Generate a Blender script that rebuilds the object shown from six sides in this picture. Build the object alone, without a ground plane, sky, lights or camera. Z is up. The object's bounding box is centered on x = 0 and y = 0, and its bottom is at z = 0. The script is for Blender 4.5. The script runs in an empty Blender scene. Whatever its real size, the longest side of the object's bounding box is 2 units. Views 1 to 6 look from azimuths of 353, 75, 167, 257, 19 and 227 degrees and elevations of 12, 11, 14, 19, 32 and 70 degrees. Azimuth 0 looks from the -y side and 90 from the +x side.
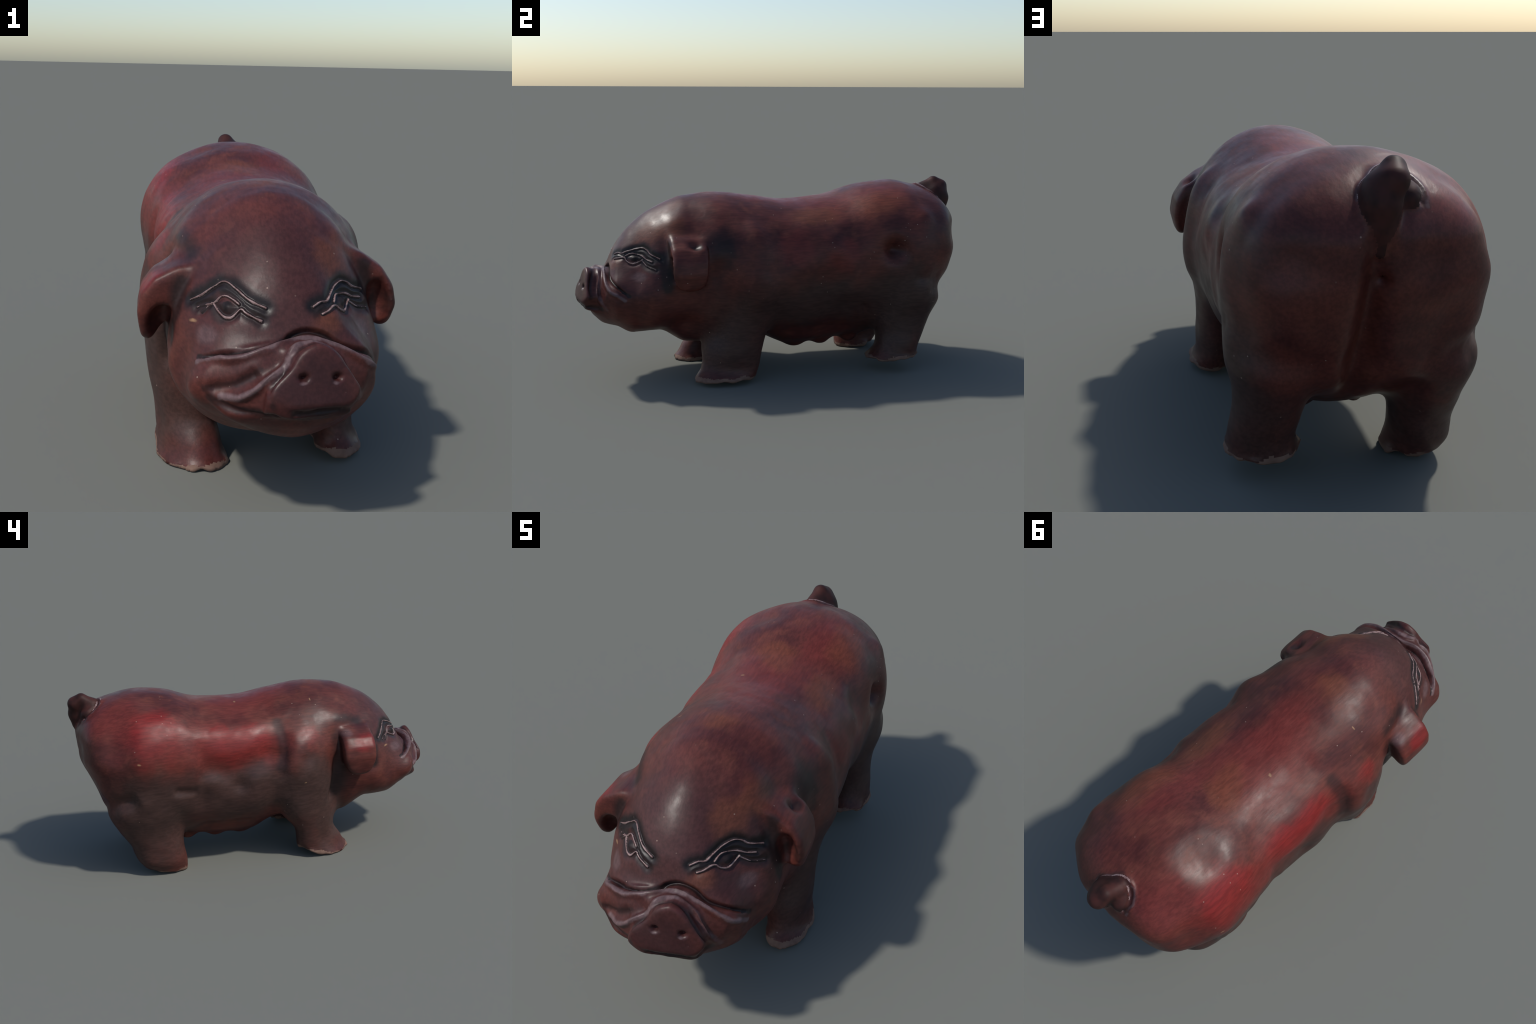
import numpy as np

def curve(table, col, t):
    """smooth monotone (pchip) interpolation of one column of a station table"""
    x = np.array([r[0] for r in table], float)
    y = np.array([r[col] for r in table], float)
    h = np.diff(x); d = np.diff(y) / h
    m = np.zeros_like(y)
    m[0], m[-1] = d[0], d[-1]
    for i in range(1, len(x) - 1):
        if d[i-1] * d[i] > 0:
            w1, w2 = 2*h[i] + h[i-1], h[i] + 2*h[i-1]
            m[i] = (w1 + w2) / (w1/d[i-1] + w2/d[i])
    t = np.clip(t, x[0], x[-1])
    i = np.clip(np.searchsorted(x, t) - 1, 0, len(h) - 1)
    s = (t - x[i]) / h[i]
    return (y[i]*(1+2*s)*(1-s)**2 + m[i]*h[i]*s*(1-s)**2
            + y[i+1]*s*s*(3-2*s) + m[i+1]*h[i]*s*s*(s-1))

def lut(table, lo, hi, n=600):
    t = np.linspace(lo, hi, n)
    cols = [curve(table, c, t) for c in range(1, len(table[0]))]
    return lambda q: [np.interp(q, t, c) for c in cols]

def smin(a, b, k):
    h = np.maximum(k - np.abs(a - b), 0) / k
    return np.minimum(a, b) - h*h*k*0.25

def smax(a, b, k):
    return -smin(-a, -b, k)

def gauss(d, w):
    return np.exp(-(d / w)**2)

# torso and head, cut across y: y, top, bottom, left (-x), right (+x), height of widest, upper squareness, lower squareness
BODY = [
 [-1, 0.528, 0.372, -0.06, 0.118, 0.475, 2.183, 2.182],
 [-0.95, 0.539, 0.383, -0.066, 0.174, 0.394, 2.143, 2.167],
 [-0.9, 0.558, 0.332, -0.155, 0.172, 0.381, 2.038, 2.097],
 [-0.85, 0.558, 0.292, -0.215, 0.237, 0.458, 1.891, 1.965],
 [-0.8, 0.656, 0.284, -0.241, 0.268, 0.421, 1.82, 2.072],
 [-0.72, 0.758, 0.242, -0.265, 0.269, 0.407, 1.78, 2.147],
 [-0.6, 0.845, 0.241, -0.308, 0.321, 0.442, 1.776, 2.206],
 [-0.45, 0.903, 0.167, -0.305, 0.316, 0.487, 1.995, 2.283],
 [-0.3, 0.919, 0.178, -0.338, 0.355, 0.534, 2.021, 2.344],
 [-0.1, 0.897, 0.179, -0.344, 0.352, 0.51, 2.112, 2.045],
 [0.1, 0.87, 0.111, -0.365, 0.353, 0.538, 2.208, 2.117],
 [0.3, 0.886, 0.124, -0.356, 0.327, 0.553, 2.226, 2.159],
 [0.5, 0.942, 0.147, -0.375, 0.365, 0.607, 2.227, 2.109],
 [0.65, 0.958, 0.22, -0.396, 0.372, 0.637, 2.025, 2.033],
 [0.8, 0.93, 0.285, -0.359, 0.339, 0.671, 2.077, 2.323],
 [0.9, 0.9, 0.31, -0.348, 0.336, 0.658, 2.264, 2.353],
 [1, 0.851, 0.34, -0.247, 0.298, 0.649, 2.175, 2.175],
]
RUMP = [
 [0.1, 0.722, 0.096],
 [0.25, 0.775, 0.115],
 [0.35, 0.837, 0.132],
 [0.45, 0.89, 0.136],
 [0.55, 0.936, 0.123],
 [0.65, 0.972, 0.099],
 [0.75, 0.977, 0.12],
 [0.85, 0.94, 0.118],
 [0.93, 0.889, 0.113],
]
# limbs cut across z: z, centre x, centre y, half width x, half width y
FORELIMB_L = [
 [0, -0.226, -0.335, 0.112, 0.135],
 [0.06, -0.233, -0.30, 0.098, 0.135],
 [0.15, -0.243, -0.268, 0.095, 0.115],
 [0.25, -0.247, -0.25, 0.11, 0.142],
 [0.4, -0.25, -0.195, 0.13, 0.165],
 [0.55, -0.25, -0.172, 0.145, 0.16],
 [0.75, -0.213, -0.168, 0.133, 0.137],
]
FORELIMB_R = [
 [0.02, 0.278, -0.295, 0.082, 0.150],
 [0.08, 0.264, -0.262, 0.072, 0.144],
 [0.15, 0.257, -0.245, 0.080, 0.145],
 [0.25, 0.247, -0.225, 0.090, 0.153],
 [0.4, 0.245, -0.185, 0.105, 0.160],
 [0.55, 0.235, -0.167, 0.128, 0.162],
 [0.75, 0.19, -0.168, 0.112, 0.142],
]
HINDLIMB_L = [
 [0, -0.216, 0.553, 0.078, 0.102],
 [0.08, -0.240, 0.585, 0.088, 0.130],
 [0.15, -0.237, 0.600, 0.09, 0.137],
 [0.25, -0.230, 0.638, 0.10, 0.165],
 [0.37, -0.243, 0.675, 0.115, 0.18],
 [0.55, -0.222, 0.69, 0.115, 0.19],
 [0.75, -0.186, 0.672, 0.144, 0.173],
]
HINDLIMB_R = [
 [0.07, 0.252, 0.597, 0.112, 0.135],
 [0.13, 0.258, 0.622, 0.10, 0.115],
 [0.2, 0.248, 0.642, 0.10, 0.128],
 [0.28, 0.242, 0.657, 0.105, 0.148],
 [0.38, 0.242, 0.686, 0.13, 0.166],
 [0.55, 0.219, 0.696, 0.15, 0.143],
 [0.75, 0.19, 0.707, 0.17, 0.163],
]
# ears: outline of the wedge in the x-z plane, then mid y, half breadth, level where the tongue starts to round, tip
EAR_L = dict(wedge=[(-.20, .695), (-.27, .688), (-.338, .655), (-.370, .615), (-.381, .56), (-.372, .485), (-.365, .478), (-.325, .53), (-.22, .595)],
             mid=-.498, half=.091, shoulder=.60, tip=.452, cup=((-.318, -.585, .525), (.046, .06, .062)))
EAR_R = dict(wedge=[(.20, .735), (.28, .712), (.335, .676), (.368, .625), (.378, .57), (.366, .51), (.355, .502), (.32, .53), (.22, .585)],
             mid=-.466, half=.090, shoulder=.60, tip=.478, cup=((.325, -.555, .575), (.040, .045, .075)))
TAIL = [
 [-0.023, 0.832, 0.882, 0.045],
 [-0.018, 0.886, 0.902, 0.04],
 [-0.014, 0.925, 0.936, 0.029],
 [-0.005, 0.958, 0.914, 0.035],
 [0.015, 0.959, 0.854, 0.035],
 [0.02, 0.952, 0.794, 0.025],
 [0.021, 0.943, 0.733, 0.013],
]

SNOUT_C = np.array([.080, -.955, .485])
SNOUT_N = np.array([.143, -.954, .268]); SNOUT_N /= np.linalg.norm(SNOUT_N)
SNOUT_R = np.cross([0, 0, 1.], -SNOUT_N) * -1; SNOUT_R /= np.linalg.norm(SNOUT_R)
if SNOUT_R[0] < 0: SNOUT_R = -SNOUT_R
SNOUT_U = np.cross(SNOUT_R, -SNOUT_N)
if SNOUT_U[2] < 0: SNOUT_U = -SNOUT_U
SNOUT = [
 [-0.075, 0.108],
 [-0.04, 0.122],
 [0, 0.102],
 [0.04, 0.070],
 [0.075, 0.05],
 [0.1, 0.034],
]

def limb(p, T, twist=0., heel=0.):
    x, y, z = p
    cx, cy, ax, ay = lut(T, T[0][0], T[-1][0])(z)
    ax, ay = np.maximum(ax, .02), np.maximum(ay, .02)
    n = 2.1
    dx, dy = np.abs(x-cx-twist*(y-cy)*np.clip((.42-z)/.15, 0, 1)), np.abs(y-cy)
    r = ((dx/ax)**n + (dy/ay)**n)**(1/n) + 1e-6
    d = np.hypot(dx, dy)*(r-1)/np.maximum(r, .35)
    d = np.maximum(d, -np.minimum(ax, ay))
    d = smax(d, z - T[-1][0], .15)
    return smax(d, T[0][0] + heel*np.maximum(0, y-cy) - z, .012)

def body(p):
    x, y, z = p
    zt, zb, xl, xr, zm, nu, nl = lut(BODY, -1.02, 1.02, 900)(y)
    cx, a = (xl+xr)/2, np.maximum((xr-xl)/2, .02)
    up = z > zm
    h = np.maximum(np.where(up, zt-zm, zm-zb), .02)
    n = np.where(up, nu, nl)
    dx, dz = np.abs(x-cx), np.abs(z-zm)
    r = ((dx/a)**n + (dz/h)**n)**(1/n) + 1e-6
    d = np.hypot(dx, dz)*(r-1)/np.maximum(r, .35)
    d = np.maximum(d, -np.minimum(a, h))
    yb, c = lut(RUMP, .1, .95)(z)
    back = yb - .002 - c*np.maximum(0, np.abs(x-.03)-.06)**2/.115 - .070*gauss(x-.03, .038)*np.clip((.80-z)/.15, 0, 1)
    n = sum((p[i]-SNOUT_C[i])*SNOUT_N[i] for i in range(3))
    d = smax(d, n + .006, .03)
    return smax(d, (y-back)*.9, .10)

def snout(p):
    q = [p[i]-SNOUT_C[i] for i in range(3)]
    r = sum(q[i]*SNOUT_R[i] for i in range(3)); u = sum(q[i]*SNOUT_U[i] for i in range(3)); n = sum(q[i]*SNOUT_N[i] for i in range(3))
    w, = lut(SNOUT, -.1, .12)(u)
    d2 = (np.abs(r) - w - np.minimum(0, n)*.25)*.85
    d2 = smax(d2, np.maximum(u-.093, -.072-u), .05)
    face = n - .012*(1-(r/.1)**2)
    return smax(smax(d2, face, .014), -.16-n, .03)

def ear(p, E):
    x, y, z = p
    P = E['wedge']
    d = np.full(np.shape(x), 9.0); inside = np.zeros(np.shape(x), bool)
    for (x0, z0), (x1, z1) in zip(P, P[1:] + P[:1]):
        ex, ez = x1-x0, z1-z0
        t = np.clip(((x-x0)*ex + (z-z0)*ez)/(ex*ex+ez*ez), 0, 1)
        d = np.minimum(d, np.hypot(x-x0-t*ex, z-z0-t*ez))
        inside ^= ((z0 > z) != (z1 > z)) & (x < x0 + (z-z0)*ex/(ez if ez else 1e-9))
    d = np.where(inside, -d, d) - .015
    q = np.clip((E['shoulder']-z)/(E['shoulder']-E['tip']), 0, 1)
    b = np.maximum(E['half']*np.sqrt(1-q**2.4), .004)
    d = smax(d, (np.abs(y-E['mid']) - b)*.9, .022)
    c, r = E['cup']
    cup = (np.sqrt(((x-c[0])/r[0])**2 + ((y-c[1])/r[1])**2 + ((z-c[2])/r[2])**2) - 1)*.045
    return smax(d, -cup, .012)

def tail(p):
    x, y, z = p
    best = None
    for (x0, y0, z0, r0), (x1, y1, z1, r1) in zip(TAIL[:-1], TAIL[1:]):
        e = (x1-x0, y1-y0, z1-z0); L = sum(v*v for v in e)
        t = np.clip(((x-x0)*e[0]+(y-y0)*e[1]+(z-z0)*e[2])/L, 0, 1)
        f = np.sqrt((x-x0-t*e[0])**2+(y-y0-t*e[1])**2+(z-z0-t*e[2])**2) - (r0+t*(r1-r0))
        best = f if best is None else smin(best, f, .02)
    return best


TEATS = [(sx*.085 + .0, y, .142) for y in (.12, .265, .42) for sx in (-1, 1)]

def teats(p):
    x, y, z = p
    best = None
    for cx, cy, cz in TEATS:
        f = np.sqrt((x-cx)**2 + ((y-cy)*.8)**2 + (z-cz)**2) - .036
        best = f if best is None else np.minimum(best, f)
    return best

def coil(p):
    x, y, z = p
    r = np.sqrt(((x+.058)/.046)**2 + ((y-.885)/.058)**2 + ((z-.858)/.046)**2)
    tuft = np.sqrt(((x-.02)/.052)**2 + ((y-.925)/.066)**2 + ((z-.85)/.085)**2)
    return smin((r-1)*.05, (tuft-1)*.06, .02)

LIMBS = dict(forelimb_left=FORELIMB_L, forelimb_right=FORELIMB_R, hindlimb_left=HINDLIMB_L, hindlimb_right=HINDLIMB_R)
HEEL = dict(forelimb_left=.30, hindlimb_left=.15)
TWIST = dict(forelimb_left=-.28, forelimb_right=.06)

def shape(p):
    d = body(p)
    d = smin(d, snout(p), .03)
    for name, T in LIMBS.items():
        d = smin(d, limb(p, T, TWIST.get(name, 0.), HEEL.get(name, 0.)), .055)
    d = smin(d, ear(p, EAR_L), .022)
    d = smin(d, ear(p, EAR_R), .022)
    d = smin(d, tail(p), .025)
    d = smin(d, coil(p), .02)
    d = smin(d, teats(p), .03)
    return d

# ------------------------------------------------------------------ surface of the solid
H = .0075

def surface(h=H):
    """quad skin of shape() = 0 (surface nets on a narrow band)"""
    lo = np.array([-.48, -1.05, -.03])
    n = (np.array([.98, 2.12, 1.08]) / h).astype(int) // 4 * 4 + 1
    ax = [lo[i] + h*np.arange(n[i]) for i in range(3)]
    nb = (n-1)//4
    c = np.meshgrid(*[lo[i] + h*(2 + 4*np.arange(nb[i])) for i in range(3)], indexing='ij')
    fc = shape([v.ravel() for v in c]).reshape(nb)
    near = np.abs(fc) < h*4*2.2
    blk = np.repeat(np.repeat(np.repeat(fc, 4, 0), 4, 1), 4, 2)
    f = np.full(n, 1.0)
    f[:-1, :-1, :-1] = blk
    act = np.zeros(n, bool)
    act[:-1, :-1, :-1] = np.repeat(np.repeat(np.repeat(near, 4, 0), 4, 1), 4, 2)
    I = np.argwhere(act)
    f[act] = shape([ax[k][I[:, k]] for k in range(3)])
    s = f < 0
    C = [f[i:n[0]-1+i, j:n[1]-1+j, k:n[2]-1+k] for i in (0, 1) for j in (0, 1) for k in (0, 1)]
    cnt = sum((a < 0).astype(np.int8) for a in C)
    cells = np.argwhere((cnt > 0) & (cnt < 8))
    idx = -np.ones(cnt.shape, int)
    idx[tuple(cells.T)] = np.arange(len(cells))
    vals = np.stack([a[tuple(cells.T)] for a in C], 1)
    off = np.array([(i, j, k) for i in (0, 1) for j in (0, 1) for k in (0, 1)], float)
    P = np.zeros((len(cells), 3)); W = np.zeros(len(cells))
    for a in range(8):
        for b in range(a+1, 8):
            if np.abs(off[a]-off[b]).sum() != 1: continue
            va, vb = vals[:, a], vals[:, b]
            m = (va < 0) != (vb < 0)
            t = np.where(m, va/np.where(m, va-vb, 1), 0)
            P += m[:, None]*(off[a] + t[:, None]*(off[b]-off[a])); W += m
    V = lo + h*(cells + P/W[:, None])
    F = []
    for d in range(3):
        sl0 = [slice(1, -1)]*3; sl1 = [slice(1, -1)]*3
        sl0[d] = slice(0, -1); sl1[d] = slice(1, None)
        a, b = s[tuple(sl0)], s[tuple(sl1)]
        E = np.argwhere(a != b)
        inside = a[tuple(E.T)]
        base = E.copy()
        e1, e2 = [k for k in range(3) if k != d]
        base[:, e1] += 1; base[:, e2] += 1
        q = []
        for o1, o2 in ((-1, -1), (0, -1), (0, 0), (-1, 0)):
            c = base.copy(); c[:, e1] += o1; c[:, e2] += o2
            q.append(idx[tuple(c.T)])
        q = np.stack(q, 1)
        flip = inside if d == 1 else ~inside
        q[flip] = q[flip][:, ::-1]
        F.append(q)
    F = np.concatenate(F)
    return V, F[(F >= 0).all(1)]

def project(V, it=3):
    for _ in range(it):
        f = shape(V.T); e = 1e-3
        g = np.stack([shape((V + e*np.eye(3)[k]).T) - f for k in range(3)], 1)/e
        step = f[:, None]*g/np.maximum((g*g).sum(1), .2)[:, None]
        L = np.linalg.norm(step, axis=1, keepdims=True)
        V = V - step*np.minimum(1, H*.7/np.maximum(L, 1e-9))
    return V

def vnormals(V, F):
    d1 = V[F[:, 2]] - V[F[:, 0]]; d2 = V[F[:, 3]] - V[F[:, 1]]
    n = np.cross(d1, d2); N = np.zeros_like(V)
    for k in range(4): np.add.at(N, F[:, k], n)
    return N/np.maximum(np.linalg.norm(N, axis=1, keepdims=True), 1e-12)

def relax(V, F, w=.5):
    S = np.zeros_like(V); c = np.zeros(len(V))
    for a, b in ((0, 1), (1, 2), (2, 3), (3, 0)):
        np.add.at(S, F[:, a], V[F[:, b]]); np.add.at(c, F[:, a], 1)
        np.add.at(S, F[:, b], V[F[:, a]]); np.add.at(c, F[:, b], 1)
    return V*(1-w) + w*S/c[:, None]

# ------------------------------------------------------------------ carving strokes
def spline(pts, step=.006):
    P = np.array(pts, float); Q = np.vstack([2*P[0]-P[1], P, 2*P[-1]-P[-2]]); out = []
    for i in range(len(P)-1):
        a, b, c, d = Q[i:i+4]
        m = max(2, int(np.linalg.norm(c-b)/step))
        t = np.linspace(0, 1, m, endpoint=False)[:, None]
        out.append(.5*((2*b) + (c-a)*t + (2*a-5*b+4*c-d)*t**2 + (3*b-a-3*c+d)*t**3))
    out.append(P[-1:])
    return np.vstack(out)

def stroke_distance(V, line, reach):
    """distance of every vertex to a stroke, and how far along it lies (0..1)"""
    D = np.full(len(V), 9.0); T = np.zeros(len(V))
    lo, hi = line.min(0)-reach, line.max(0)+reach
    sel = np.nonzero(((V > lo) & (V < hi)).all(1))[0]
    if len(line) == 1:
        D[sel] = np.linalg.norm(V[sel]-line[0], axis=1); return D, T
    d = np.full(len(sel), 9.0); tt = np.zeros(len(sel)); n = len(line)-1
    for i in range(n):
        a, e = line[i], line[i+1]-line[i]
        t = np.clip(((V[sel]-a)@e)/max(e@e, 1e-12), 0, 1)
        k = np.linalg.norm(V[sel]-a-t[:, None]*e, axis=1)
        m = k < d
        d[m] = k[m]; tt[m] = (i+t[m])/n
    D[sel] = d; T[sel] = tt
    return D, T

EYE_LEFT = dict(
    brow=[(-.244, -.648, .620), (-.216, -.670, .638), (-.177, -.692, .669), (-.147, -.707, .686), (-.120, -.747, .674), (-.088, -.783, .653), (-.045, -.805, .636)],
    upper_lid=[(-.196, -.709, .621), (-.179, -.723, .631), (-.162, -.729, .649), (-.148, -.740, .654), (-.130, -.764, .649), (-.117, -.779, .641)],
    lower_lid=[(-.183, -.721, .628), (-.174, -.750, .616), (-.161, -.777, .608), (-.143, -.791, .610), (-.128, -.791, .620), (-.112, -.790, .631), (-.098, -.802, .621), (-.059, -.818, .603)],
    corner=[(-.225, -.680, .606), (-.213, -.691, .614), (-.196, -.709, .621), (-.203, -.71, .612), (-.213, -.703, .598)])
EYE_RIGHT = dict(
    brow=[(.087, -.802, .638), (.112, -.786, .649), (.133, -.775, .649), (.148, -.747, .661), (.166, -.704, .672), (.190, -.673, .678), (.214, -.655, .669), (.236, -.643, .654), (.273, -.602, .638)],
    upper_lid=[(.159, -.758, .642), (.167, -.728, .653), (.184, -.703, .650), (.206, -.681, .643), (.231, -.663, .629), (.257, -.639, .621)],
    lower_lid=[(.114, -.807, .619), (.136, -.794, .627), (.154, -.773, .635), (.167, -.761, .633), (.182, -.754, .621), (.199, -.731, .609), (.206, -.703, .614), (.215, -.682, .625)],
    corner=[(.219, -.681, .620), (.248, -.661, .598), (.284, -.623, .586)])
PUPIL_LEFT, PUPIL_RIGHT = (-.146, -.765, .630), (.186, -.715, .630)
NOSE_GROOVE = [(-.235, -.79, .497), (-.206, -.815, .507), (-.144, -.848, .529), (-.081, -.868, .546), (-.017, -.858, .562), (.038, -.838, .574), (.072, -.834, .577), (.117, -.834, .565), (.163, -.839, .540), (.215, -.815, .512), (.249, -.79, .49), (.274, -.75, .462)]
NOSE_RIDGE = [(-0.228, -0.795, 0.483), (-0.194, -0.829, 0.494), (-0.129, -0.868, 0.509), (-0.073, -0.886, 0.524), (-0.013, -0.885, 0.541), (0.03, -0.862, 0.551), (0.064, -0.847, 0.554), (0.104, -0.848, 0.539), (0.157, -0.848, 0.514), (0.199, -0.842, 0.494), (0.243, -0.82, 0.47), (0.268, -0.77, 0.442)]
MUZZLE_FOLD = [(-.17, -.885, .418), (-.116, -.918, .427), (-.051, -.938, .478), (-.005, -.930, .520), (.021, -.910, .548), (.041, -.884, .559), (.075, -.881, .560), (.111, -.882, .542), (.139, -.878, .518), (.160, -.887, .489), (.176, -.895, .457), (.195, -.878, .422), (.215, -.85, .39)]
CHEEK_HOLLOW = [(-.205, -.86, .433), (-.156, -.892, .445), (-.110, -.91, .468), (-.07, -.92, .497)]
SNOUT_EDGE = [(-.04, -.975, .425), (-.035, -.955, .462), (-.022, -.945, .498), (.004, -.930, .535), (.040, -.915, .566), (.084, -.905, .577), (.125, -.905, .560), (.155, -.915, .525), (.178, -.925, .485), (.19, -.925, .445)]
MOUTH = [(-.196, -.868, .410), (-.155, -.897, .394), (-.111, -.922, .383), (-.064, -.940, .385), (-.006, -.963, .398), (.069, -.967, .400), (.14, -.945, .398), (.195, -.88, .385)]
NOSTRILS = [(.036, -.970, .494), (.128, -.959, .490)]
TAIL_CURL = [(.068, .914, .855), (.034, .874, .890), (-.001, .835, .925), (-.044, .825, .922), (-.081, .838, .910), (-.104, .871, .882), (-.106, .922, .838)]
TAIL_CURL_INNER = [(-.043, .846, .915), (-.069, .857, .896), (-.085, .892, .869), (-.081, .925, .839)]
# broad hollows worked between the masses: points, half width, depth (negative = swelling)
HOLLOWS = [
    # left side: shoulder, flank and haunch
    ([(-.29, -.08, .75), (-.33, -.095, .70), (-.376, -.075, .627), (-.391, -.060, .526), (-.373, -.04, .441)], .03, .012),
    ([(-.31, .36, .75), (-.336, .351, .694), (-.355, .342, .579), (-.351, .355, .458), (-.320, .403, .328)], .04, .012),
    ([(-.310, -.380, .604), (-.319, -.366, .413), (-.332, -.355, .276)], .024, .022),
    ([(-.36, .0, .62), (-.36, .09, .595), (-.36, .19, .565), (-.36, .27, .565)], .075, .028),
    ([(-.35, .07, .36)], .07, -.008), ([(-.36, .16, .47)], .045, .022), ([(-.36, .32, .51)], .05, -.016), ([(-.37, .67, .44)], .05, -.012),
    ([(-.36, -.08, .62)], .05, .010), ([(-.39, -.21, .59)], .06, .014), ([(-.33, -.30, .10)], .05, .012), ([(-.30, -.59, .49)], .05, .012), ([(-.2, .71, .13)], .05, -.014),
    ([(-.28, -.07, .24)], .06, -.030),
    ([(-.366, .53, .495), (-.36, .45, .475), (-.353, .37, .464)], .025, .014),
    ([(-.355, .56, .37)], .10, -.010), ([(-.35, .50, .44)], .06, -.008),
    ([(-.18, .846, .43), (-.31, .80, .44), (-.381, .69, .47)], .040, .024),
    ([(-.24, .79, .87), (-.32, .80, .79)], .10, .016), ([(-.34, .81, .72)], .09, .022), ([(-.17, .58, .92)], .09, .016), ([(-.13, .96, .71)], .08, .014),
    ([(-.19, -.02, .84), (-.19, .12, .83), (-.22, .31, .83)], .08, .013),
    ([(-.25, -.42, .75)], .08, -.022),
    ([(-.26, .04, .22), (-.26, .22, .22), (-.25, .42, .22)], .05, .018),
    ([(-.18, -.39, .19)], .05, -.020), ([(.20, -.39, .17)], .05, -.022),
    # right side
    ([(.304, -.013, .736), (.348, .012, .622)], .03, .006),
    ([(.34, -.12, .68), (.36, -.12, .56), (.36, -.11, .44)], .06, -.015), ([(.30, .33, .72), (.33, .36, .56), (.30, .34, .36)], .07, -.014),
    ([(.329, .416, .387), (.30, .44, .28), (.272, .468, .220)], .022, .010),
    ([(.345, .28, .50)], .13, -.018), ([(.31, -.12, .73), (.31, .05, .72), (.31, .22, .70)], .10, -.013), ([(.27, .32, .76)], .06, -.010),
    ([(.35, -.06, .48), (.35, .08, .57), (.34, .26, .62)], .09, -.012),
    ([(.345, -.33, .57), (.35, -.28, .40), (.33, -.35, .26)], .07, .018),
    ([(.26, -.04, .22), (.26, .2, .22), (.24, .42, .20)], .05, .018), ([(.27, -.49, .30)], .06, .032),
    ([(.320, -.34, .60), (.335, -.365, .459), (.312, -.381, .332)], .025, .008),
    ([(.375, .56, .645)], .054, .060),
    ([(.390, .70, .499), (.337, .809, .494)], .03, .008),
    ([(.350, .793, .44), (.274, .850, .43), (.180, .857, .42)], .045, .012),
    ([(.26, .92, .74)], .10, .018), ([(.28, .91, .67)], .06, .010), ([(.25, .90, .50)], .07, -.012), ([(.31, .74, .80)], .05, -.010),
    ([(-.151, .826, .42), (-.237, .806, .40), (-.291, .83, .39)], .045, .016),
    ([(.31, .25, .68)], .07, -.015), ([(.30, -.15, .74)], .06, -.014), ([(.32, .74, .79)], .06, -.010), ([(.22, .95, .71)], .08, .012),
    ([(.05, -.86, .29), (.2, -.74, .26)], .09, -.012),
    # between the haunches
    ([(.025, .85, .40)], .06, .014), ([(-.14, .85, .38)], .07, -.030),
    # face
    ([(.2, -.75, .61)], .08, .012), ([(-.17, -.80, .57)], .08, .012), ([(.285, -.69, .46)], .07, -.026), ([(.2, -.53, .78)], .08, -.018),
    ([(-.03, -.93, .52)], .04, .020), ([(.2, -.8, .57)], .05, .006), ([(-.235, -.83, .42)], .055, -.022),
]
RAW = np.random.default_rng(7)
WAVES = [(RAW.normal(size=3), RAW.uniform(0, 6.28)) for _ in range(24)]

def lumps(P, scale):
    s = 0
    for k, (d, ph) in enumerate(WAVES):
        s = s + np.sin(P @ (d*scale) + ph + 1.3*np.sin(P @ (np.roll(d, 1)*scale*.6) + k))
    return s/np.sqrt(len(WAVES)*.5)

def foot_height(V):
    """sole height under each vertex, by limb"""
    z0 = np.full(len(V), -9.0)
    best = np.full(len(V), .03)
    for name, T in LIMBS.items():
        d = limb(V.T, T, TWIST.get(name, 0.))
        m = d < best
        z0[m] = T[0][0] + HEEL.get(name, 0.)*np.maximum(0, V[m, 1]-T[0][2]); best[m] = d[m]
    return z0

# ------------------------------------------------------------------ build the mesh
import bpy, bmesh
from mathutils import Vector

def new_mesh(name, V, F):
    me = bpy.data.meshes.new(name)
    me.from_pydata(V.tolist(), [], F.tolist())
    me.update()
    return me

V, F = surface()
for _ in range(2):
    V = project(relax(V, F, .5), 1)
V = project(V, 2)

def set_co(me, V):
    me.vertices.foreach_set('co', V.ravel()); me.update()

def densify(V, F, lines, reach):
    """split the quads that lie near the fine carving into four"""
    me = new_mesh('work', V, F) if isinstance(F, np.ndarray) else F
    bm = bmesh.new(); bm.from_mesh(me)
    bm.faces.ensure_lookup_table()
    ctr = np.array([f.calc_center_median()[:] for f in bm.faces])
    d = np.full(len(ctr), 9.0)
    for L in lines:
        d = np.minimum(d, stroke_distance(ctr, L, reach)[0])
    edges = {e for f in bm.faces if d[f.index] < reach for e in f.edges}
    bmesh.ops.subdivide_edges(bm, edges=list(edges), cuts=1, use_grid_fill=True)
    bmesh.ops.triangulate(bm, faces=[f for f in bm.faces if len(f.verts) > 4])
    out = bpy.data.meshes.new('work')
    bm.to_mesh(out); bm.free()
    bpy.data.meshes.remove(me)
    n = len(out.vertices); co = np.empty(n*3); out.vertices.foreach_get('co', co)
    return co.reshape(-1, 3), out

def on_surface(pts, step=.006):
    return project(spline(pts, step), 3) if len(pts) > 1 else np.array(pts, float)

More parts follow.
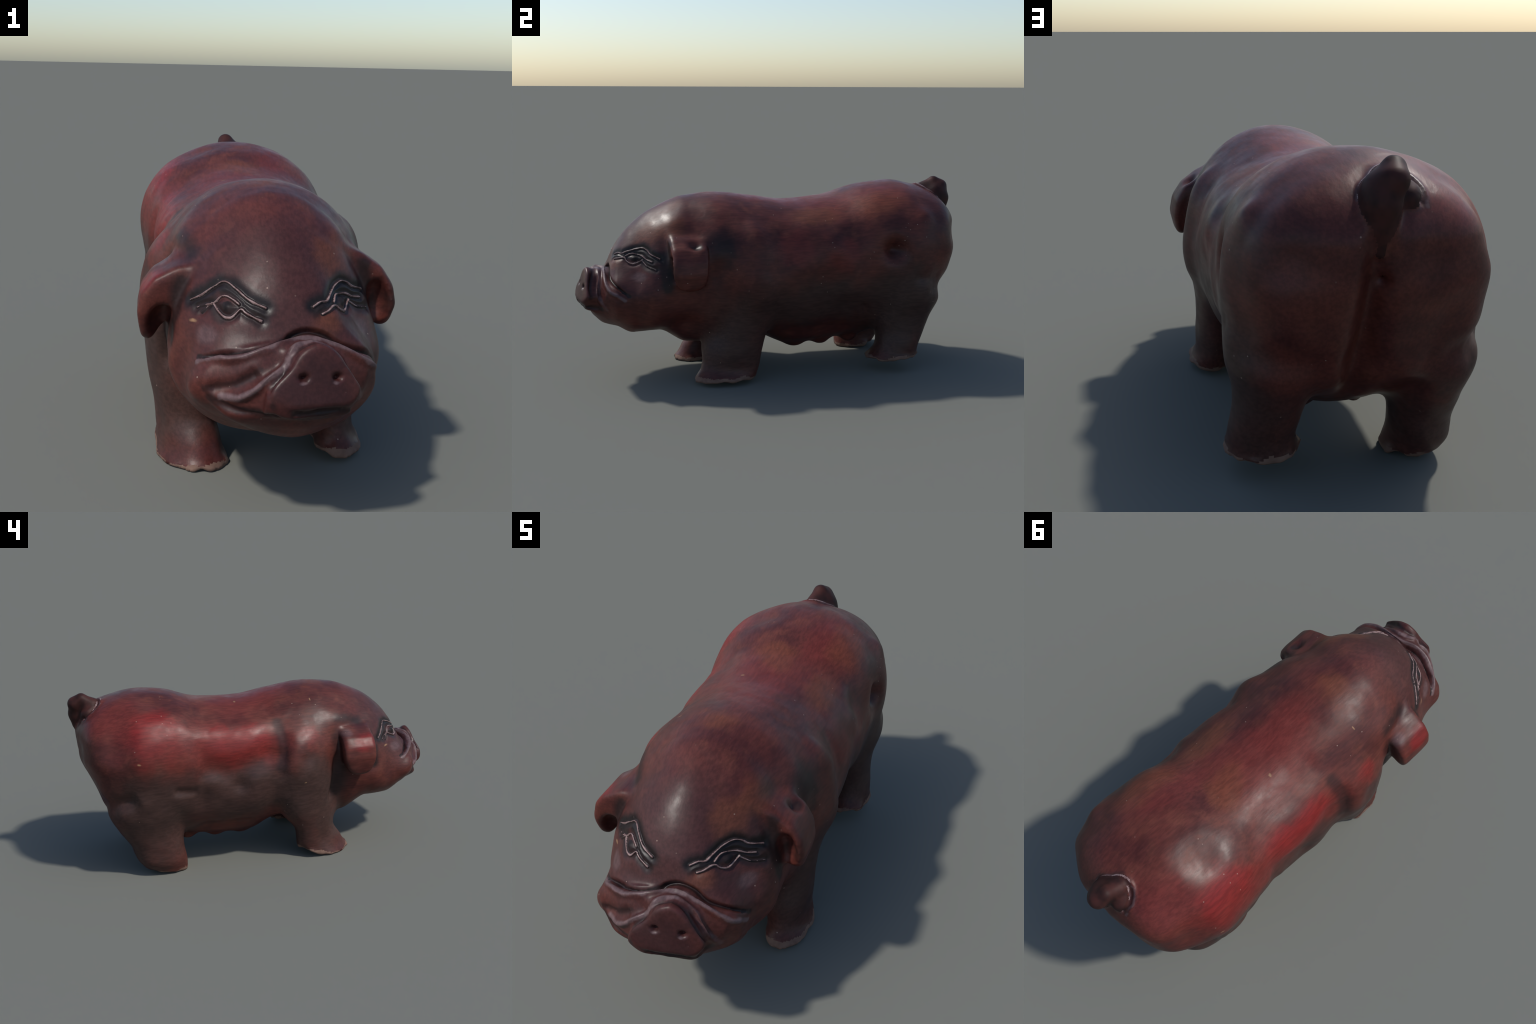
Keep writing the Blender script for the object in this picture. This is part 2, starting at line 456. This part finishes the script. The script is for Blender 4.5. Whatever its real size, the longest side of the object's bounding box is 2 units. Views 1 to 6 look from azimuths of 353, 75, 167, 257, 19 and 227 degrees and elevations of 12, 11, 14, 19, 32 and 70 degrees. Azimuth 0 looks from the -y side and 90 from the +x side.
fine = {('left', k): on_surface(v) for k, v in EYE_LEFT.items()}
fine.update({('right', k): on_surface(v) for k, v in EYE_RIGHT.items()})
groove, ridge = on_surface(NOSE_GROOVE), on_surface(NOSE_RIDGE)
fold, hollow = on_surface(MUZZLE_FOLD), on_surface(CHEEK_HOLLOW)
edge, mouth = on_surface(SNOUT_EDGE), on_surface(MOUTH)
curl, curl2 = on_surface(TAIL_CURL), on_surface(TAIL_CURL_INNER)
nost = [np.array([p]) for p in NOSTRILS]
face_lines = list(fine.values()) + [groove, ridge, fold, hollow, edge, mouth, curl, curl2] + nost
V, me = densify(V, F, face_lines, .03)
V, me = densify(V, me, list(fine.values()) + nost, .016)
V = project(V, 1)
# the ears are worked round: ease the edges of the two wedges
set_co(me, V)
E2 = np.empty(len(me.edges)*2, np.int32); me.edges.foreach_get('vertices', E2); E2 = E2.reshape(-1, 2)
deg = np.bincount(E2.ravel(), minlength=len(V))
on_ear = (np.minimum(ear(V.T, EAR_L), ear(V.T, EAR_R)) < .012) & (body(V.T) > .008)
for _ in range(8):
    S = np.zeros_like(V)
    np.add.at(S, E2[:, 0], V[E2[:, 1]]); np.add.at(S, E2[:, 1], V[E2[:, 0]])
    V[on_ear] = .5*V[on_ear] + .5*(S/deg[:, None])[on_ear]
broad = (V[:, 1] > -.40) & (V[:, 2] > .10) & ~((V[:, 1] > .76) & (V[:, 2] > .70)) & ~on_ear
for _ in range(14):
    S = np.zeros_like(V)
    np.add.at(S, E2[:, 0], V[E2[:, 1]]); np.add.at(S, E2[:, 1], V[E2[:, 0]])
    V[broad] = .5*V[broad] + .5*(S/deg[:, None])[broad]
START = V.copy()

def follow(L):
    """carry a stroke along with the skin as it is carved"""
    out = []
    for p in L:
        d = np.einsum('ij,ij->i', START-p, START-p)
        k = np.argpartition(d, 4)[:4]
        out.append(p + (V[k]-START[k]).mean(0))
    return np.array(out)

def normals(me):
    n = np.empty(len(me.vertices)*3); me.vertex_normals.foreach_get('vector', n)
    return n.reshape(-1, 3)

set_co(me, V); N = normals(me)
push = np.zeros(len(V))
for pts, w, depth in HOLLOWS:
    L = on_surface(pts, .02)
    d, t = stroke_distance(V, L, w*2.5)
    span = np.linalg.norm(np.diff(L, axis=0), axis=1).sum() if len(L) > 1 else 0
    q = np.clip(np.minimum(t, 1-t)/.25, 0, 1)
    taper = q*q*(3-2*q) if span > 5*w else 1
    push -= depth*gauss(d, w)*taper
push +=   .0008*lumps(V, 14.) + .0003*lumps(V[:, [1, 2, 0]], 40.)
V = V + N*push[:, None]
# knife facets: each patch of the skin is drawn part of the way to its own cutting plane
seed = np.random.default_rng(11).choice(len(V), 5200, replace=False)
kept = []
for i in seed:
    c = V[i]
    gap = .075
    if not kept or np.min(np.linalg.norm(V[kept]-c, axis=1)) > gap: kept.append(i)
set_co(me, V); N = normals(me)
wsum = np.full(len(V), 1e-12); cut = np.zeros(len(V))
for i in kept:
    d = V-V[i]
    r2 = np.einsum('ij,ij->i', d, d)
    m = (r2 < .03) & (N @ N[i] > .4)
    w = np.exp(-r2[m]/.034**2)*np.clip(N[m] @ N[i] - .4, 0, 1)
    wsum[m] += w; cut[m] += w*(d[m] @ N[i])
cut = np.clip(cut/wsum, -.003, .003)*np.clip((V[:, 1]+.62)/.15, .15, 1)
V = V - N*(cut*.12)[:, None]
set_co(me, V)
groove, ridge, fold, hollow, edge, mouth, curl, curl2 = [follow(L) for L in (groove, ridge, fold, hollow, edge, mouth, curl, curl2)]
# muzzle folds
set_co(me, V); N = normals(me)
push = np.zeros(len(V))
def carve(L, w, depth, fade=.12):
    d, t = stroke_distance(V, L, w*3)
    return -depth*gauss(d, w)*np.clip(np.minimum(t, 1-t)/fade, .15, 1)
push += carve(groove, .0075, .017) + carve(ridge, .010, -.013) + carve(fold, .012, -.015)*(1-.6*gauss(V[:, 0]-.06, .055))
push += carve(hollow, .018, .012) + carve(edge, .009, .009)*(1-.7*gauss(V[:, 0]-.085, .05)) + carve(mouth, .011, .009)
push += carve(curl, .008, -.005) + carve(curl2, .010, .008)
V = V + N*push[:, None]
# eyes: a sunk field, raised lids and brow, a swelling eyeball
set_co(me, V); N = normals(me)
push = np.zeros(len(V)); de = {}
fine = {k: follow(L) for k, L in fine.items()}
nost = [follow(q) for q in nost]
for k, L in fine.items():
    de[k], t = stroke_distance(V, L, .05)
dfield = np.minimum.reduce(list(de.values()))
push -= .007*gauss(dfield, .016)
for k, d in de.items():
    push += (.0075 if k[1] != 'corner' else .004)*gauss(d, .0034 + .0008*lumps(V, 90.))
for c in (PUPIL_LEFT, PUPIL_RIGHT):
    d = np.linalg.norm(V-follow(project(np.array([c])))[0], axis=1)
    push += .006*gauss(d, .014)
for q in nost:
    dd = V - q[0]
    d = np.sqrt((dd @ SNOUT_R)**2/1.6 + (dd @ SNOUT_U)**2 + (dd @ SNOUT_N)**2*.1)
    push -= .020*gauss(d, .009)
d = np.linalg.norm(V-np.array([.322, -.441, .70]), axis=1)
push -= .020*gauss(d, .026)
V = V + N*push[:, None]
# ragged soles with a flaring rim of bare wood
z0 = foot_height(V)
up = V[:, 2] - z0
m = (z0 > -1) & (up < .05)
jag = lumps(V*[1, 1, 0], 60.)
rim = np.clip(1-up/.03, 0, 1)*m
V = V + (N*[1, 1, 0])*(rim*(.004 + .004*jag))[:, None]
V[:, 2] += np.where(m, rim*.006*np.clip(lumps(V*[1, 1, 0] + 3, 45.), -1, 1.5), 0)
V[:, 2] = np.maximum(V[:, 2], 0)
set_co(me, V)
V_done = V
fine = {k: fine[k] for k in fine}

# ------------------------------------------------------------------ materials
class Nodes:
    def __init__(self, name):
        self.mat = bpy.data.materials.new(name); self.mat.use_nodes = True
        self.nt = self.mat.node_tree; self.bsdf = self.nt.nodes['Principled BSDF']
        self.co = self.nt.nodes.new('ShaderNodeTexCoord').outputs['Object']
    def put(self, sock, v):
        if isinstance(v, bpy.types.NodeSocket): self.nt.links.new(v, sock)
        elif v is not None:
            if hasattr(sock.default_value, '__len__') and len(sock.default_value) == 4 and len(v) == 3: v = (*v, 1)
            sock.default_value = v
    def math(self, op, a, b=None, clamp=False):
        n = self.nt.nodes.new('ShaderNodeMath'); n.operation = op; n.use_clamp = clamp
        self.put(n.inputs[0], a); self.put(n.inputs[1], b)
        return n.outputs[0]
    def vmath(self, op, a, b=None):
        n = self.nt.nodes.new('ShaderNodeVectorMath'); n.operation = op
        self.put(n.inputs[0], a); self.put(n.inputs[1], b)
        return n.outputs['Value'] if op in ('LENGTH', 'DISTANCE', 'DOT_PRODUCT') else n.outputs[0]
    def noise(self, scale, detail=4., rough=.55, stretch=None, offset=(0, 0, 0)):
        v = self.co
        mp = self.nt.nodes.new('ShaderNodeMapping'); self.put(mp.inputs[0], v)
        mp.inputs['Location'].default_value = offset
        if stretch: mp.inputs['Scale'].default_value = stretch
        n = self.nt.nodes.new('ShaderNodeTexNoise'); self.put(n.inputs['Vector'], mp.outputs[0])
        n.inputs['Scale'].default_value = scale; n.inputs['Detail'].default_value = detail; n.inputs['Roughness'].default_value = rough
        return n.outputs['Fac'], n.outputs['Color']
    def ramp(self, v, lo, hi, a=0., b=1.):
        n = self.nt.nodes.new('ShaderNodeMapRange'); n.interpolation_type = 'SMOOTHSTEP'
        self.put(n.inputs[0], v)
        for k, x in zip((1, 2, 3, 4), (lo, hi, a, b)): n.inputs[k].default_value = x
        return n.outputs[0]
    def mix(self, fac, a, b, mode='MIX'):
        n = self.nt.nodes.new('ShaderNodeMix'); n.data_type = 'RGBA'; n.blend_type = mode
        self.put(n.inputs[0], fac); self.put(n.inputs[6], a); self.put(n.inputs[7], b)
        return n.outputs[2]
    def after(self, pos, earlier):
        """the same position, but evaluated after an earlier result (keeps the shader stack short)"""
        if earlier is None: return pos
        m = self.nt.nodes.new('ShaderNodeVectorMath'); m.operation = 'MULTIPLY_ADD'
        self.put(m.inputs[0], earlier); m.inputs[1].default_value = (1e-9, 1e-9, 1e-9); self.put(m.inputs[2], pos)
        return m.outputs[0]
    def blob(self, c, r, inner=.35, crisp=False):
        """soft ellipsoidal patch with a wandering border"""
        d = self.vmath('SUBTRACT', self.after(self.warped_less if crisp else self.warped, self.last), c)
        d = self.vmath('DIVIDE', d, r)
        return self.ramp(self.vmath('LENGTH', d), 1.0, inner)

    def trail(self, pts, r, inner):
        """soft band that follows a carved line"""
        best = None
        for a, b in zip(pts[:-1], pts[1:]):
            e = np.array(b)-np.array(a)
            pa = self.vmath('SUBTRACT', self.after(self.warped_less, best if best is not None else self.last), tuple(a))
            h = self.math('MULTIPLY', self.vmath('DOT_PRODUCT', pa, tuple(e)), float(1/(e @ e)), clamp=True)
            s = self.nt.nodes.new('ShaderNodeVectorMath'); s.operation = 'SCALE'
            s.inputs[0].default_value = tuple(e); self.put(s.inputs['Scale'], h)
            d = self.vmath('LENGTH', self.vmath('SUBTRACT', pa, s.outputs[0]))
            best = d if best is None else self.math('MINIMUM', best, d)
        return self.ramp(best, r, inner)

def lacquer(name, on_part):
    """the same lacquer everywhere; each half of the animal carries the patches that reach it"""
    n = Nodes(name)
    _, wc = n.noise(7., 3.)
    w = n.vmath('MULTIPLY', n.vmath('SUBTRACT', wc, (.5, .5, .5)), (.16, .16, .16))
    n.warped = n.vmath('ADD', n.co, w)
    _, wc2 = n.noise(22., 3.)
    n.warped_less = n.vmath('ADD', n.co, n.vmath('MULTIPLY', n.vmath('SUBTRACT', wc2, (.5, .5, .5)), (.018, .018, .018)))
    cloud, _ = n.noise(5.5, 4.)
    cloud2, _ = n.noise(13., 5., offset=(3, 1, 2))
    grain, _ = n.noise(70., 5., .65, stretch=(1.3, .22, 1.3))
    c = n.mix(n.ramp(cloud, .35, .65), (.060, .0155, .0132), (.096, .0245, .018))
    c = n.mix(n.math('MULTIPLY', n.ramp(cloud2, .5, .7), .5), c, (.118, .033, .021))
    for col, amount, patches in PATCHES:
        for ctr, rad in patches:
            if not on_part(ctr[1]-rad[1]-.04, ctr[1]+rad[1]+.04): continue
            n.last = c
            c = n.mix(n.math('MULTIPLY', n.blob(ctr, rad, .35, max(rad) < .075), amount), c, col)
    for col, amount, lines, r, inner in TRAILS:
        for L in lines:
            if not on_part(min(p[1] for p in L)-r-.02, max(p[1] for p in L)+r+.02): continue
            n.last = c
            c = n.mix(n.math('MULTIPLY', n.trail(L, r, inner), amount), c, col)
    g = n.ramp(grain,   .35, .66, .76, 1.2)
    gg = n.nt.nodes.new('ShaderNodeCombineColor')
    for k in range(3): n.put(gg.inputs[k], g)
    c = n.mix(.8, c, gg.outputs[0], 'MULTIPLY')
    # pale nicks in the lacquer
    vor = n.nt.nodes.new('ShaderNodeTexVoronoi'); n.put(vor.inputs['Vector'], n.co); vor.inputs['Scale'].default_value = 26.
    nick = n.math('MULTIPLY', n.ramp(vor.outputs['Distance'], .085, .05), n.ramp(n.noise(4., 2., offset=(5, 5, 5))[0], .52, .6))
    c = n.mix(n.math('MULTIPLY', nick, .55), c, (.36, .25, .20))
    n.put(n.bsdf.inputs['Base Color'], c)
    n.put(n.bsdf.inputs['Roughness'], n.ramp(cloud2, .3, .7, .36, .50))
    n.bsdf.inputs['Specular IOR Level'].default_value = .24
    b = n.nt.nodes.new('ShaderNodeBump'); b.inputs['Strength'].default_value = .12; b.inputs['Distance'].default_value = .004
    n.put(b.inputs['Height'], n.noise(60., 4., .6, stretch=(1.2, .3, 1.2))[0])
    n.put(n.bsdf.inputs['Normal'], b.outputs[0])
    return n.mat

RED, DEEP = (.165, .013, .012), (.130, .024, .019)
ORANGE, BROWN, STAIN_AND_SHADE, DULL, GREYB, RUBBED_AND_GLINT = (.145, .045, .020), (.047, .0175, .0170), (.010, .0075, .008), (.030, .010, .0105), (.046, .025, .021), (.115, .073, .075)  # near-black also paints shade in recesses, the pale rubbed tone also sun glint
TAN = (.30, .17, .09)
PATCHES = [
    (BROWN, .9, [((.0, -.72, .62), (.42, .36, .42))]),
    (GREYB, .9, [((-.26, -.28, .18), (.2, .25, .30)), ((-.26, .62, .22), (.2, .30, .34)), ((.27, -.26, .18), (.2, .25, .30)), ((.27, .62, .22), (.2, .30, .34)),
                 ((-.36, .2, .42), (.18, .8, .24)), ((-.37, -.25, .40), (.16, .26, .30)), ((-.37, .65, .42), (.16, .30, .28)), ((.36, .2, .36), (.16, .8, .22)), ((.36, .65, .40), (.16, .30, .26))]),
    (DEEP, .75, [((-.05, .1, .9), (.25, .3, .2)), ((.2, .4, .90), (.2, .35, .12)), ((.34, .05, .66), (.1, .12, .1)), ((.36, .30, .62), (.1, .12, .1)), ((-.2, .8, .85), (.2, .2, .2)), ((-.33, .3, .72), (.14, .6, .20)), ((.02, -.05, .9), (.16, .26, .08))]),
    (RED, .6, [((-.32, .60, .77), (.13, .24, .18)), ((-.33, .14, .70), (.12, .32, .13)), ((-.33, -.22, .70), (.07, .08, .12))]),
    (RED, .75, [((-.29, .58, .84), (.12, .17, .10)), ((-.31, .15, .745), (.09, .25, .065)), ((-.37, -.52, .645), (.08, .11, .07)), ((-.37, -.50, .64), (.04, .04, .04))]),
    (ORANGE, .45, [((.17, -.66, .76), (.09, .14, .14)), ((.0, -.33, .93), (.14, .10, .06)), ((.22, -.55, .80), (.10, .10, .10)), ((.12, -.79, .59), (.07, .06, .05)), ((.24, .2, .82), (.12, .20, .09)),
                  ((.24, .5, .88), (.12, .2, .1)), ((-.02, .3, .88), (.12, .15, .05))]),
    (DULL, .9, [((.075, -.985, .475), (.20, .095, .20))]),
    (STAIN_AND_SHADE, .5, [((.34, .57, .63), (.06, .06, .06)), ((.33, -.30, .68), (.07, .08, .10)), ((.315, -.33, .70), (.09, .13, .14))]),  # dark patches in the thigh dimple and behind the right ear
    (STAIN_AND_SHADE, .8, [((0., .95, .90), (.09, .115, .10)), ((.325, -.43, .69), (.03, .035, .03))]),  # dark tail; shade of the right ear dent put into the colour
    (RUBBED_AND_GLINT, .5, [((-.20, -.76, .55), (.06, .06, .035)), ((.25, -.70, .55), (.05, .06, .03)), ((-.32, -.44, .69), (.05, .05, .03))]),
    (RUBBED_AND_GLINT, .8, [((.034, -.985, .480), (.014, .03, .007)), ((.124, -.975, .477), (.014, .03, .007))]),  # lit lower inside of each nostril painted pale
    (STAIN_AND_SHADE, .8, [((-.315, -.57, .52), (.06, .06, .07)), ((.325, -.54, .57), (.05, .055, .085))]),  # shade inside the ear cups painted on
    (TAN, .7, [((-.232, -.69, .572), (.022, .022, .006)), ((-.392, .697, .691), (.012, .012, .010)), ((-.394, .684, .662), (.010, .016, .008)), ((-.396, -.184, .464), (.015, .012, .007)), ((-.183, -.277, .862), (.016, .005, .01)), ((-.085, .118, .861), (.010, .010, .01))]),
]

def worked(pts, keep):
    """a carved line as it lies on the finished skin, thinned to a few corners"""
    L = follow(on_surface(pts))
    return [tuple(float(v) for v in L[k]) for k in np.linspace(0, len(L)-1, keep).astype(int)]

TRAILS = [
    (STAIN_AND_SHADE, .95, [worked(EYE_LEFT['brow'], 6), worked(EYE_RIGHT['brow'], 6)], .042, .012),
    (STAIN_AND_SHADE, .75, [worked(EYE_LEFT['lower_lid'], 4), worked(EYE_RIGHT['upper_lid'], 4), worked(EYE_LEFT['corner'][:3], 2), worked(EYE_RIGHT['corner'], 3)], .032, .012),
    (STAIN_AND_SHADE, .75, [worked([(-.25, -.40, .755), (-.245, -.47, .75), (-.24, -.53, .735)], 3)], .055, .0),
    (STAIN_AND_SHADE, .6, [worked([(-.29, -.415, .66), (-.305, -.40, .52), (-.31, -.39, .38)], 3)], .070, .020),
    (STAIN_AND_SHADE, .6, [worked([(-.265, -.07, .775), (-.32, -.08, .71), (-.375, -.07, .62), (-.38, -.06, .55)], 4)], .045, .012),
    (STAIN_AND_SHADE, .8, [worked([(.285, -.585, .70), (.30, -.58, .60), (.30, -.57, .50)], 3), worked([(-.275, -.615, .66), (-.295, -.615, .58), (-.30, -.60, .50)], 3)], .040, .015),  # shade of the gaps between ears and head put into the colour
    (STAIN_AND_SHADE, .45, [worked([(-.03, .83, .93), (-.085, .85, .90), (-.10, .91, .84)], 3), worked([(.0, .83, .93), (.06, .90, .86)], 2)], .022, .008),
    (STAIN_AND_SHADE, .8, [worked(NOSE_GROOVE, 9)], .013, .005),
    (STAIN_AND_SHADE, .6, [worked(SNOUT_EDGE, 8), worked(CHEEK_HOLLOW, 3)], .016, .004),
    (STAIN_AND_SHADE, .7, [worked(MOUTH, 7)], .020, .006),
    (RUBBED_AND_GLINT, .85, [worked(NOSE_RIDGE, 9)], .013, .004),  # rubbed ridge, with baked sun glint kept in its pale colour
    (RUBBED_AND_GLINT, .9, [worked(MUZZLE_FOLD[:7], 7)], .014, .004),  # rubbed fold, its left stretch paled further by painted-in sun glint
    (RUBBED_AND_GLINT, .35, [worked(MUZZLE_FOLD[6:], 4)], .012, .004),
    (RUBBED_AND_GLINT, .45, [worked(TAIL_CURL, 6)], .008, .003),
    (RUBBED_AND_GLINT, .35, [worked(TAIL_CURL_INNER, 4)], .007, .002),
]

def plain(name, a, b, scale, rough, spec=.3):
    n = Nodes(name)
    f, _ = n.noise(scale, 4.)
    n.put(n.bsdf.inputs['Base Color'], n.mix(n.ramp(f, .3, .7), a, b))
    n.bsdf.inputs['Roughness'].default_value = rough
    n.bsdf.inputs['Specular IOR Level'].default_value = spec
    return n.mat

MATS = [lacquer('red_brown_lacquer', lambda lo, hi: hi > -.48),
        plain('black_stain', (.014, .011, .012), (.030, .020, .020), 40., .5, .12),
        plain('pale_ridge', (.14, .08, .075), (.29, .20, .19), 60., .32),  # paler lines on the eye ridges and tail rings
        plain('bare_wood', (.12, .068, .052), (.17, .10, .074), 25., .8),
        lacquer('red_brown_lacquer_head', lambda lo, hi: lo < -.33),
        plain('dark_tail_lacquer', (.024, .010, .009), (.055, .018, .015), 18., .55, .14)]
for m in MATS: me.materials.append(m)

# ------------------------------------------------------------------ share the faces out to the parts
nf = len(me.polygons)
ctr = np.empty(nf*3); me.polygons.foreach_get('center', ctr); ctr = ctr.reshape(-1, 3)
slot = np.zeros(nf, np.int32)
dl = {k: stroke_distance(ctr, L, .05)[0] for k, L in fine.items()}
dmin = np.minimum.reduce(list(dl.values()))
wob = lumps(ctr, 40.)
slot[dmin < .0075 + .0015*wob] = 1
for c in (PUPIL_LEFT, PUPIL_RIGHT):
    slot[np.linalg.norm((ctr-follow(project(np.array([c])))[0])*[1, .8, 1.2], axis=1) < .021 + .002*wob] = 1
slot[(dmin < .0036 + .0008*lumps(ctr + 5, 60.))] = 2
dg, tg = stroke_distance(ctr, groove, .03); slot[(dg < .0055 + .0025*wob) & (np.minimum(tg, 1-tg) > .03)] = 1
z0 = foot_height(ctr)
slot[(z0 > -1) & (ctr[:, 2]-z0 < .016 + .006*wob)] = 3
for c in TEATS:
    slot[(np.linalg.norm((ctr-np.array(c))[:, :2], axis=1) < .03) & (ctr[:, 2] < .112 + .006*wob)] = 3
me.polygons.foreach_set('material_index', slot)

P = ctr.T
label = np.full(nf, 0)
NAMES = ['torso', 'head', 'snout', 'eye', 'eye', 'ear', 'ear', 'forelimb', 'forelimb', 'hindlimb', 'hindlimb', 'tail'] + ['teat']*len(TEATS)
x, y, z = P
label[y < -.40 - .12*(z-.5)] = 1
sn = snout(P)
label[(sn < .012) & ((ctr-SNOUT_C) @ SNOUT_N > -.05)] = 2
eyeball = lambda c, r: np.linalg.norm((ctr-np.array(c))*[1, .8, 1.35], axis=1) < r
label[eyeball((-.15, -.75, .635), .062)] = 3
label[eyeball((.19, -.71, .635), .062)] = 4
label[ear(P, EAR_L) < np.minimum(body(P)-.004, .012)] = 5
label[ear(P, EAR_R) < np.minimum(body(P)-.004, .012)] = 6
for k, T in enumerate(LIMBS.values()):
    label[(limb(P, T) < .03) & (z < .36) & (label != 1)] = 7+k
label[np.minimum(tail(P), coil(P)) < np.minimum(body(P)-.003, .012)] = 11
for k, c in enumerate(TEATS):
    label[(np.linalg.norm(ctr-np.array(c), axis=1) < .046) & (z < .135)] = 12+k

N = normals(me)
loops = np.empty(len(me.loops), np.int32); me.loops.foreach_get('vertex_index', loops)
start = np.empty(nf, np.int32); me.polygons.foreach_get('loop_start', start)
total = np.empty(nf, np.int32); me.polygons.foreach_get('loop_total', total)

pig = bpy.data.objects.new('carved_wooden_pig', None)
bpy.context.collection.objects.link(pig)
pig['label'] = 'stout carved wooden pig with dark red-brown lacquer'
pig['category'] = 'pig figurine'
co = np.empty(len(me.vertices)*3); me.vertices.foreach_get('co', co); co = co.reshape(-1, 3)
objs = {}
for k in range(len(NAMES)):
    fs = np.nonzero(label == k)[0]
    if not len(fs): continue
    fv = [loops[start[i]:start[i]+total[i]] for i in fs]
    used, inv = np.unique(np.concatenate(fv), return_inverse=True)
    pm = bpy.data.meshes.new(NAMES[k])
    faces = np.split(inv, np.cumsum(total[fs])[:-1])
    pm.from_pydata(co[used].tolist(), [], [f.tolist() for f in faces])
    for m in MATS: pm.materials.append(m)
    if NAMES[k] in ('head', 'snout', 'eye', 'ear'): slot[fs] = np.where(slot[fs] == 0, 4, slot[fs])
    if NAMES[k] == 'tail':
        slot[fs] = 5
        ring = np.minimum(stroke_distance(ctr[fs], follow(on_surface(TAIL_CURL)), .05)[0], stroke_distance(ctr[fs], follow(on_surface(TAIL_CURL_INNER)), .05)[0])
        slot[fs[ring < .0022 + .0014*wob[fs]]] = 2
    pm.polygons.foreach_set('material_index', slot[fs])
    pm.polygons.foreach_set('use_smooth', np.ones(len(fs), bool))
    pm.update()
    pm.normals_split_custom_set_from_vertices(N[used].tolist())
    ob = bpy.data.objects.new(NAMES[k], pm)
    bpy.context.collection.objects.link(ob)
    objs[k] = ob
    ob.parent = objs[1] if NAMES[k] in ('snout', 'eye', 'ear') and 1 in objs else objs[0] if NAMES[k] == 'teat' else pig
bpy.data.meshes.remove(me)
